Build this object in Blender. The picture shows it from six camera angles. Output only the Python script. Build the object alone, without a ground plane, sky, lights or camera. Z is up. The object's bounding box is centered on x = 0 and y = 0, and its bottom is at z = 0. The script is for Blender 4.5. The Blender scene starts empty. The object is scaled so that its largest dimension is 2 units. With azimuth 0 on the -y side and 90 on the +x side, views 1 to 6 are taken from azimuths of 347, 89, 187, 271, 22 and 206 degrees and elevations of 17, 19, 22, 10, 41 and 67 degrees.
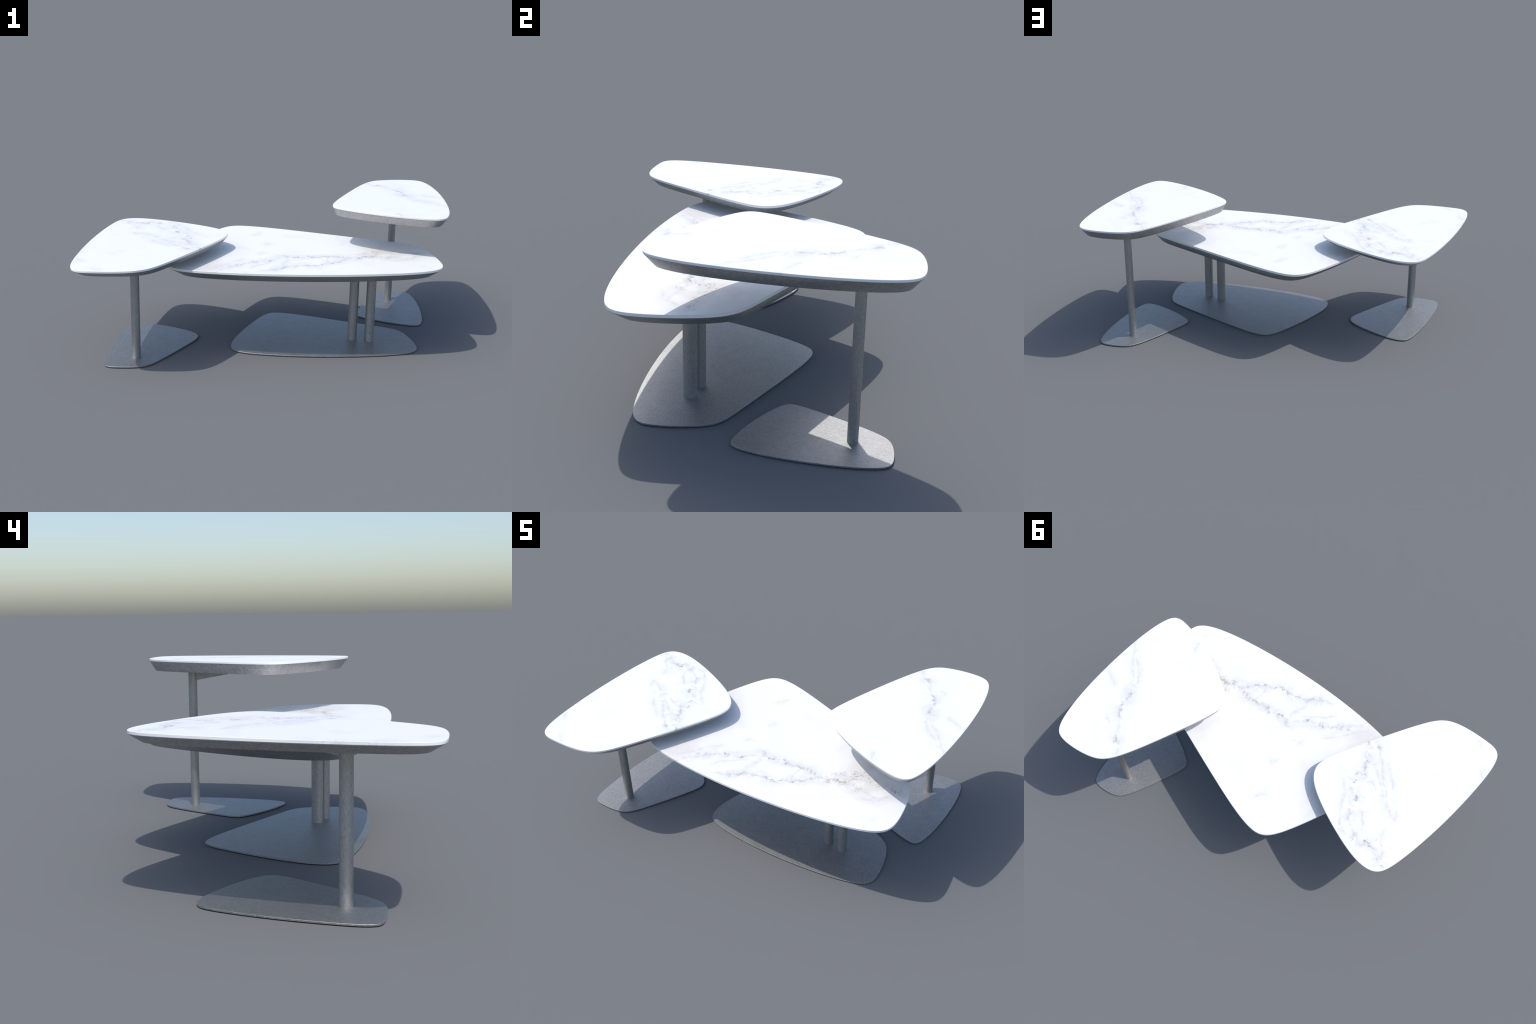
"""Three nesting marble tables: one low coffee table and two taller side tables.

Every table = flat marble slab with a rounded four-cornered outline, a bevelled
brushed-steel tray under it, round steel column(s) with a tapering cantilever
bracket, and a thin steel foot plate that is a reduced copy of the slab outline.
"""
import bpy, bmesh, math
from mathutils import Vector, Matrix

# ------------------------------------------------------------------ geometry
def closed_spline(ctrl, steps):
    """Uniform cubic B-spline through a closed control polygon (list of xy)."""
    n, out = len(ctrl), []
    for i in range(n):
        p = [Vector(ctrl[(i + k - 1) % n]) for k in range(4)]
        for s in range(steps):
            t = s / steps
            w = ((1 - t) ** 3 / 6, (3 * t**3 - 6 * t**2 + 4) / 6,
                 (-3 * t**3 + 3 * t**2 + 3 * t + 1) / 6, t**3 / 6)
            out.append(sum((p[k] * w[k] for k in range(4)), Vector((0, 0))))
    # even spacing keeps the offset curves clean
    cum = [0.0]
    for a, b in zip(out, out[1:] + out[:1]):
        cum.append(cum[-1] + (b - a).length)
    m, even, j = n * steps, [], 0
    for q in range(m):
        s = cum[-1] * q / m
        while cum[j + 1] < s:
            j += 1
        f = (s - cum[j]) / max(cum[j + 1] - cum[j], 1e-9)
        even.append(out[j].lerp(out[(j + 1) % m], f))
    return even


def inset(outline, dist):
    """Parallel curve inside a counter-clockwise outline; loops are relaxed away."""
    n, res = len(outline), []
    for i, p in enumerate(outline):
        t = (outline[(i + 1) % n] - outline[i - 1]).normalized()
        res.append(p + Vector((-t.y, t.x)) * dist)
    # keep only offset points that really lie `dist` away, slide the others
    good = []
    for i, q in enumerate(res):
        near = min((q - p).length for p in outline)
        good.append(near > dist * 0.985)
    idx = [i for i in range(n) if good[i]]
    for a, b in zip(idx, idx[1:] + [idx[0] + n]):
        for k in range(a + 1, b):
            res[k % n] = res[a].lerp(res[b % n], (k - a) / (b - a))
    return res


def ccw(pts):
    area = sum(a.x * b.y - b.x * a.y for a, b in zip(pts, pts[1:] + pts[:1]))
    return pts if area > 0 else pts[::-1]


def lofted(name, rings, material, smooth_angle=30):
    """Solid from a stack of equal-length closed rings [(xy list, z), ...]."""
    bm = bmesh.new()
    loops = [[bm.verts.new((p.x, p.y, z)) for p in pts] for pts, z in rings]
    for lo, up in zip(loops, loops[1:]):
        n = len(lo)
        for i in range(n):
            bm.faces.new((lo[i], lo[(i + 1) % n], up[(i + 1) % n], up[i]))
    caps = [bm.faces.new(loops[0][::-1]), bm.faces.new(loops[-1])]
    bmesh.ops.recalc_face_normals(bm, faces=bm.faces)
    for f in bm.faces:
        f.smooth = f not in caps
    for e in bm.edges:
        e.smooth = not any(f in caps for f in e.link_faces) and e.calc_face_angle(0) < math.radians(smooth_angle)
    me = bpy.data.meshes.new(name)
    bm.to_mesh(me)
    bm.free()
    me.materials.append(material)
    ob = bpy.data.objects.new(name, me)
    bpy.context.scene.collection.objects.link(ob)
    return ob


def circle(c, r, n=48):
    return [Vector((c[0] + r * math.cos(math.tau * i / n),
                    c[1] + r * math.sin(math.tau * i / n))) for i in range(n)]


def gusset(name, start, angle, reach, drop, z_top, width, material):
    """Tapering cantilever arm under the tray, deep at the column, nothing at its tip."""
    d = Vector((math.cos(angle), math.sin(angle)))
    s = Vector((-d.y, d.x)) * width / 2
    bm = bmesh.new()
    a, b = Vector(start), Vector(start) + d * reach
    tip = 0.0015
    prof = []
    for sg in (-1, 1):
        prof.append([bm.verts.new((*(a + s * sg), z_top)), bm.verts.new((*(b + s * sg), z_top)),
                     bm.verts.new((*(b + s * sg), z_top - tip)), bm.verts.new((*(a + s * sg), z_top - drop))])
    bm.faces.new(prof[0])
    bm.faces.new(prof[1][::-1])
    for i in range(4):
        bm.faces.new((prof[0][i], prof[0][(i + 1) % 4], prof[1][(i + 1) % 4], prof[1][i]))
    bmesh.ops.recalc_face_normals(bm, faces=bm.faces)
    bmesh.ops.bevel(bm, geom=list(bm.edges), offset=0.0006, segments=2, affect='EDGES')
    me = bpy.data.meshes.new(name)
    bm.to_mesh(me)
    bm.free()
    me.materials.append(material)
    ob = bpy.data.objects.new(name, me)
    bpy.context.scene.collection.objects.link(ob)
    return ob


# ----------------------------------------------------------------- materials
class Nodes:
    """Small helper to write node trees as expressions."""
    def __init__(self, tree):
        self.t = tree

    def new(self, kind, **inputs):
        n = self.t.nodes.new(kind)
        for k, v in inputs.items():
            self.put(n, k, v)
        return n

    def put(self, n, key, v):
        sock = n.inputs[key] if isinstance(key, int) else n.inputs[key.replace('_', ' ')]
        if hasattr(v, 'is_output'):
            self.t.links.new(v, sock)
        else:
            sock.default_value = v

    def math(self, op, a, b=0.0, clamp=False):
        n = self.t.nodes.new('ShaderNodeMath')
        n.operation, n.use_clamp = op, clamp
        self.put(n, 0, a)
        self.put(n, 1, b)
        return n.outputs[0]

    def vec(self, op, a, b=(0, 0, 0)):
        n = self.t.nodes.new('ShaderNodeVectorMath')
        n.operation = op
        self.put(n, 0, a)
        if op == 'SCALE':
            self.put(n, 3, b)
        else:
            self.put(n, 1, b)
        return n.outputs['Value'] if op in ('LENGTH', 'DOT_PRODUCT', 'DISTANCE') else n.outputs[0]

    def noise(self, vector, scale, detail=2.0, rough=0.5, distortion=0.0, color=False):
        n = self.new('ShaderNodeTexNoise', Vector=vector, Scale=scale, Detail=detail,
                     Roughness=rough, Distortion=distortion)
        return n.outputs['Color' if color else 0]

    def step(self, x, lo, hi, a=0.0, b=1.0):
        n = self.t.nodes.new('ShaderNodeMapRange')
        n.interpolation_type = 'SMOOTHSTEP'
        for i, v in enumerate((x, lo, hi, a, b)):
            self.put(n, i, v)
        return n.outputs[0]

    def mix(self, fac, a, b):
        n = self.t.nodes.new('ShaderNodeMix')
        n.data_type = 'RGBA'
        self.put(n, 0, fac)
        for i, v in ((6, a), (7, b)):
            self.put(n, i, v if hasattr(v, 'is_output') else (*v, 1.0))
        return n.outputs[2]


def segment_group():
    """Node group: distance from a point to the segment A-B (one stretch of a vein)."""
    g = bpy.data.node_groups.new('vein_stretch', 'ShaderNodeTree')
    for nm in ('P', 'A', 'B'):
        g.interface.new_socket(nm, in_out='INPUT', socket_type='NodeSocketVector')
    g.interface.new_socket('Nearest', in_out='INPUT', socket_type='NodeSocketFloat')
    g.interface.new_socket('Distance', in_out='OUTPUT', socket_type='NodeSocketFloat')
    n = Nodes(g)
    gi, go = g.nodes.new('NodeGroupInput'), g.nodes.new('NodeGroupOutput')
    P, A, B = (gi.outputs[k] for k in range(3))
    ba, pa = n.vec('SUBTRACT', B, A), n.vec('SUBTRACT', P, A)
    h = n.math('DIVIDE', n.vec('DOT_PRODUCT', pa, ba), n.vec('DOT_PRODUCT', ba, ba), clamp=True)
    d = n.vec('LENGTH', n.vec('SUBTRACT', pa, n.vec('SCALE', ba, h)))
    g.links.new(n.math('MINIMUM', d, gi.outputs[3]), go.inputs[0])
    return g


SEGMENT = segment_group()


def vein_distance(n, point, lines, origin):
    best = 1.0
    for line in lines:
        for a, b in zip(line, line[1:]):
            s = n.t.nodes.new('ShaderNodeGroup')
            s.node_tree = SEGMENT
            n.put(s, 0, point)
            n.put(s, 1, (a[0] - origin[0], a[1] - origin[1], 0))
            n.put(s, 2, (b[0] - origin[0], b[1] - origin[1], 0))
            n.put(s, 3, best)
            best = s.outputs[0]
    return best


WHITE, CLOUD = (0.94, 0.94, 0.935), (0.885, 0.883, 0.875)


def marble(name, origin, strong, faint, warm, seed):
    m = bpy.data.materials.new(name)
    m.use_nodes = True
    t = m.node_tree
    n = Nodes(t)
    bsdf = t.nodes['Principled BSDF']
    co = t.nodes.new('ShaderNodeTexCoord').outputs['Object']
    flat = n.vec('MULTIPLY', co, (1, 1, 0))
    moved = n.vec('ADD', co, (seed * 3.1, seed * 1.7, seed))

    def warp(scale, amount, detail):
        w = n.vec('SUBTRACT', n.noise(moved, scale, detail, 0.6, color=True), (0.5, 0.5, 0.5))
        return n.vec('MULTIPLY', n.vec('SCALE', w, amount), (1, 1, 0))

    wob = n.vec('ADD', flat, warp(8, 0.04, 1))
    crisp = n.vec('ADD', wob, warp(26, 0.026, 2))
    d_line = vein_distance(n, crisp, strong, origin)
    d_faint = vein_distance(n, crisp, faint, origin)
    d_any = n.math('MINIMUM', d_line, n.math('ADD', d_faint, 0.018))

    patch = n.noise(moved, 13, 3, 0.6)
    fine = n.noise(moved, 48, 4, 0.65)
    broken = n.noise(moved, 24, 2, 0.5)
    # base: white with hardly visible clouds
    col = n.mix(n.step(n.noise(moved, 6.5, 4, 0.6), 0.50, 0.74), WHITE, CLOUD)
    # soft pale halo in a band along the veins
    halo = n.math('MULTIPLY', n.step(d_any, 0.075, 0.0), n.step(patch, 0.34, 0.60))
    col = n.mix(n.math('MULTIPLY', halo, 0.7), col, (0.785, 0.78, 0.785))
    mottle = n.math('MULTIPLY', n.step(d_any, 0.034, 0.004), n.step(fine, 0.45, 0.64))
    col = n.mix(n.math('MULTIPLY', mottle, 0.45), col, (0.67, 0.66, 0.655))
    # contour-like hair veins wandering through the band
    ridge = n.math('ABSOLUTE', n.math('SUBTRACT', n.noise(wob, 12, 2.2, 0.6, 0.9), 0.5))
    hair = n.math('MULTIPLY', n.step(ridge, 0.022, 0.002), n.step(d_any, 0.062, 0.02))
    hair = n.math('MULTIPLY', hair, n.step(broken, 0.40, 0.62))
    col = n.mix(n.math('MULTIPLY', hair, 0.30), col, (0.60, 0.585, 0.58))
    # small closed loops, as in recrystallised stone
    cell = n.new('ShaderNodeTexVoronoi', Vector=n.vec('ADD', moved, warp(40, 0.02, 1)), Scale=46.0)
    cell.feature = 'DISTANCE_TO_EDGE'
    loop = n.math('MULTIPLY', n.step(cell.outputs['Distance'], 0.09, 0.02), n.step(d_line, 0.02, 0.008))
    loop = n.math('MULTIPLY', loop, n.step(broken, 0.46, 0.62))
    col = n.mix(n.math('MULTIPLY', loop, 0.5), col, (0.57, 0.55, 0.53))
    # the drawn veins, feathered and broken up along their run
    feather = n.math('MULTIPLY', n.step(n.math('MINIMUM', d_line, n.math('ADD', d_faint, 0.004)), 0.017, 0.001),
                     n.step(fine, 0.34, 0.58))
    col = n.mix(n.math('MULTIPLY', feather, 0.28), col, (0.69, 0.675, 0.67))
    line = n.math('MULTIPLY', n.step(d_line, 0.0050, 0.0008), n.step(broken, 0.40, 0.60))
    line = n.math('MULTIPLY', line, n.step(fine, 0.30, 0.55))
    line2 = n.math('MULTIPLY', n.step(d_faint, 0.0060, 0.0006), n.step(broken, 0.36, 0.60))
    line2 = n.math('MULTIPLY', line2, n.step(fine, 0.32, 0.58))
    col = n.mix(n.math('MULTIPLY', line2, 0.27), col, (0.60, 0.585, 0.57))
    col = n.mix(n.math('MULTIPLY', line, 0.46), col, (0.52, 0.49, 0.465))
    # warm patch and brown mineral specks
    reach = d_line
    for (wx, wy, wr) in warm:
        dw = n.vec('DISTANCE', wob, (wx - origin[0], wy - origin[1], 0))
        glow = n.math('MULTIPLY', n.step(dw, wr, wr * 0.2), n.step(patch, 0.25, 0.7))
        reach = n.math('SUBTRACT', reach, n.math('MULTIPLY', glow, 0.032))
        col = n.mix(n.math('MULTIPLY', glow, 0.7), col, (0.80, 0.765, 0.72))
    grit = n.noise(moved, 80, 3, 0.7)
    speck = n.math('MULTIPLY', n.step(reach, 0.020, 0.003), n.step(grit, 0.535, 0.62))
    speck = n.math('MULTIPLY', speck, n.step(broken, 0.40, 0.58))
    col = n.mix(n.math('MULTIPLY', speck, 0.78), col, (0.37, 0.32, 0.275))

    t.links.new(col, bsdf.inputs['Base Color'])
    bsdf.inputs['Roughness'].default_value = 0.4
    bsdf.inputs['Specular IOR Level'].default_value = 0.4
    return m


def brushed_steel(name, stretch, turn=0.0, base=0.42, rough=0.56):
    """stretch = texture frequency along x, y, z: low along the brushing direction."""
    m = bpy.data.materials.new(name)
    m.use_nodes = True
    t = m.node_tree
    n = Nodes(t)
    bsdf = t.nodes['Principled BSDF']
    co = t.nodes.new('ShaderNodeTexCoord').outputs['Object']
    turned = n.new('ShaderNodeMapping', Vector=co, Rotation=(0, 0, math.radians(-turn)))
    streak = n.noise(n.vec('MULTIPLY', turned.outputs[0], stretch), 1.0, 3, 0.6)
    cloud = n.noise(co, 16, 3, 0.6)
    v = n.math('ADD', n.step(streak, 0.25, 0.75, -0.5, 0.5), n.math('MULTIPLY', n.math('SUBTRACT', cloud, 0.5), 0.5))
    f = n.math('ADD', n.math('MULTIPLY', v, 0.9), 0.5, clamp=True)
    col = n.mix(f, (base * 0.77, base * 0.77, base * 0.77), (base * 1.23, base * 1.225, base * 1.21))
    t.links.new(col, bsdf.inputs['Base Color'])
    bsdf.inputs['Metallic'].default_value = 1.0
    t.links.new(n.math('ADD', n.math('MULTIPLY', streak, 0.14), rough - 0.07), bsdf.inputs['Roughness'])
    bump = n.new('ShaderNodeBump', Height=streak, Strength=0.14, Distance=0.0006)
    t.links.new(bump.outputs[0], bsdf.inputs['Normal'])
    return m


# -------------------------------------------------------------------- tables
def table(name, label, category, outline, columns, radius, top_z, slab, tray, foot,
          arms, veins, grain):
    """One complete table; positions are given in the scene, the parts hang on an Empty."""
    ox, oy = columns[0]
    root = bpy.data.objects.new(name, None)
    root.location = (ox, oy, 0)
    root['label'], root['category'] = label, category
    bpy.context.scene.collection.objects.link(root)

    shape = ccw([p - Vector((ox, oy)) for p in closed_spline(outline, 16)])
    local = [(x - ox, y - oy) for x, y in columns]
    steel_flat = brushed_steel(name + '_plate_steel', (110, 470, 60), grain)
    steel_tray = brushed_steel(name + '_tray_steel', (75, 400, 40), grain)
    steel_tube = brushed_steel(name + '_tube_steel', (520, 520, 80))
    stone = marble(name + '_marble', (ox, oy), *veins)

    parts = []
    z0 = top_z - slab
    b = 0.0009
    parts.append(lofted('marble_top', [(inset(shape, b), z0), (shape, z0 + b), (shape, top_z - b),
                                       (inset(shape, b), top_z)], stone))
    floor_z, taper, hub = tray
    hub = Vector(hub) - Vector((ox, oy))
    rim = inset(shape, 0.0015)
    under = [hub + (p - hub) * taper for p in shape]
    parts.append(lofted('bevelled_tray', [(inset(under, 0.001), floor_z), (under, floor_z + 0.0008),
                                          (rim, z0 - 0.0016), (rim, z0 - 0.0002)], steel_tray))
    scale, shift = foot
    plate = [(p + Vector((ox, oy))) * scale + Vector(shift) - Vector((ox, oy)) for p in shape]
    thick = 0.006
    parts.append(lofted('base_plate', [(inset(plate, 0.0006), 0), (plate, 0.0006), (plate, thick - 0.0007),
                                       (inset(plate, 0.0007), thick)],
                        steel_flat))
    for c in local:
        parts.append(lofted('column', [(circle(c, radius), thick - 0.0005),
                                       (circle(c, radius), floor_z + 0.002)], steel_tube))
    for (k, angle, reach, drop, width) in arms:
        parts.append(gusset('support_bracket', local[k], math.radians(angle), reach, drop,
                            floor_z + 0.0005, width, steel_tube))
    for p in parts:
        p.parent = root
    return root


# vein courses seen on each slab: strong ones, faint ones, warm patches (x, y, radius), seed
VEINS_LOW = (
    [[(.743, -.226), (.639, -.198), (.553, -.171), (.504, -.173), (.436, -.205), (.396, -.234), (.33, -.252),
      (.25, -.30), (.172, -.329), (.116, -.335), (.091, -.314), (.017, -.33), (-.057, -.36)],
     [(.332, -.235), (.288, -.204), (.249, -.21), (.178, -.202), (.151, -.183), (.082, -.188), (.05, -.175)],
     [(-.048, -.222), (-.15, -.228), (-.265, -.30)],
     [(.391, -.254), (.442, -.218), (.49, -.211)], [(.41, -.215), (.45, -.243), (.486, -.24), (.535, -.261)]],
    [[(-.057, -.36), (-.165, -.374)], [(.05, -.175), (-.048, -.222)], [(-.265, -.30), (-.342, -.345)],
     [(.052, -.209), (-.007, -.312)], [(.48, -.238), (.546, -.257), (.644, -.305)],
     [(-.041, -.087), (-.063, -.094)], [(.016, .064), (.002, .049)], [(.012, .26), (-.021, .24)],
     [(-.18, -.175), (-.224, -.205), (-.285, -.26), (-.353, -.301)], [(-.009, -.23), (-.073, -.249), (-.157, -.303)],
     [(.489, -.254), (.457, -.236), (.419, -.237)], [(.059, -.188), (.053, -.159), (.019, -.151)],
     [(.312, -.248), (.266, -.262), (.236, -.26)], [(.249, -.211), (.238, -.25), (.231, -.296)],
     [(.535, -.261), (.579, -.264)], [(.527, -.189), (.593, -.204), (.644, -.214)],
     [(.582, -.317), (.652, -.311), (.70, -.268)]],
    [(.56, -.17, .20), (-.36, -.25, .15), (-.30, .18, .14)], 2.0)
VEINS_WEST = (
    [[(-.396, -.218), (-.413, -.171), (-.431, -.106), (-.453, -.041), (-.412, -.04), (-.416, .023), (-.416, .069),
      (-.45, .097), (-.449, .164), (-.463, .202)],
     [(-.517, .27), (-.53, .30), (-.579, .304), (-.591, .27), (-.634, .292)], [(-.674, .322), (-.708, .348)],
     [(-.43, -.228), (-.455, -.20)]],
    [[(-.463, .202), (-.517, .27)], [(-.634, .292), (-.674, .322)],
     [(-.443, -.214), (-.508, -.121), (-.53, -.063), (-.579, .011), (-.603, .067), (-.663, .111), (-.679, .118),
      (-.666, .073)],
     [(-.499, .14), (-.546, .198), (-.548, .226)], [(-.88, -.475), (-.915, -.437)],
     [(-.949, -.322), (-.979, -.261), (-.935, -.126)],
     [(-.465, -.122), (-.532, -.033), (-.576, .036)], [(-.523, -.15), (-.567, -.08), (-.621, .029)],
     [(-.479, -.029), (-.548, .02), (-.603, .068)], [(-.639, .211), (-.675, .265), (-.711, .347)],
     [(-.451, .274), (-.492, .29), (-.536, .298)], [(-.65, .177), (-.635, .249)],
     [(-.351, -.005), (-.391, .006), (-.416, .017)], [(-.459, -.012), (-.498, -.016), (-.523, .009)],
     [(-.346, -.003), (-.385, .069), (-.407, .178), (-.446, .276), (-.473, .292)]],
    [], 5.0)
VEINS_EAST = (
    [[(.778, .101), (.765, .175), (.772, .225), (.756, .265)], [(.712, .367), (.70, .385)]],
    [[(.893, -.13), (.851, -.034), (.814, .038), (.778, .101)], [(.756, .265), (.726, .312), (.712, .367),
     (.676, .41), (.666, .447)], [(.866, -.093), (.804, -.016), (.776, .052), (.78, .11)],
     [(.944, .061), (.895, .102)], [(.596, -.276), (.596, -.234)], [(.809, .299), (.79, .305)],
     [(.812, .054), (.797, .119), (.765, .135)],
     [(.898, .096), (.868, .122)]],
    [], 9.0)

table('coffee_table', 'low coffee table with white marble top on brushed steel', 'coffee table',
      outline=[(-.5685, -.2114), (-.487, -.3037), (-.0762, -.4369), (.3831, -.5125), (.7177, -.5199),
               (.782, -.4294), (.785, -.089), (.6674, -.0104), (.2103, .2959), (-.0711, .4669),
               (-.1785, .4258), (-.4992, -.0046)],
      columns=[(.3955, -.2075), (.4745, -.240)], radius=.0236, top_z=.4525, slab=.0112, tray=(.404, .924, (.238, -.008)),
      foot=(.6982, (.1488, -.075)), arms=[(0, 158, .25, .03, .012)], veins=VEINS_LOW, grain=155)

table('side_table', 'small round-cornered marble side table on one steel column', 'side table',
      outline=[(-.9827, -.2605), (-1.0192, -.4503), (-.9298, -.4803), (-.7055, -.5278), (-.5919, -.4349),
               (-.2385, -.0584), (-.194, .0294), (-.2429, .1445), (-.5441, .375), (-.6842, .4115),
               (-.7515, .3517), (-.8868, .0466)],
      columns=[(-.705, -.2335)], radius=.0211, top_z=.531, slab=.0093, tray=(.495, .9186, (-.539, -.088)),
      foot=(.622, (-.2411, -.0389)), arms=[(0, 67, .25, .0465, .012)], veins=VEINS_WEST, grain=63)

table('side_table', 'tall round-cornered marble side table on one steel column', 'side table',
      outline=[(.3192, -.0632), (.5132, -.2431), (.7433, -.3781), (.8131, -.3582), (.9002, -.162),
               (.9871, .1744), (1.0104, .4406), (.9576, .4987), (.7594, .5226), (.6663, .479),
               (.4641, .2131), (.3156, -.0011)],
      columns=[(.7832, .3232)], radius=.0191, top_z=.6652, slab=.0085, tray=(.615, .9295, (.624, .114)),
      foot=(.6147, (.3279, .1406)), arms=[(0, 251, .27, .051, .011)], veins=VEINS_EAST, grain=70)
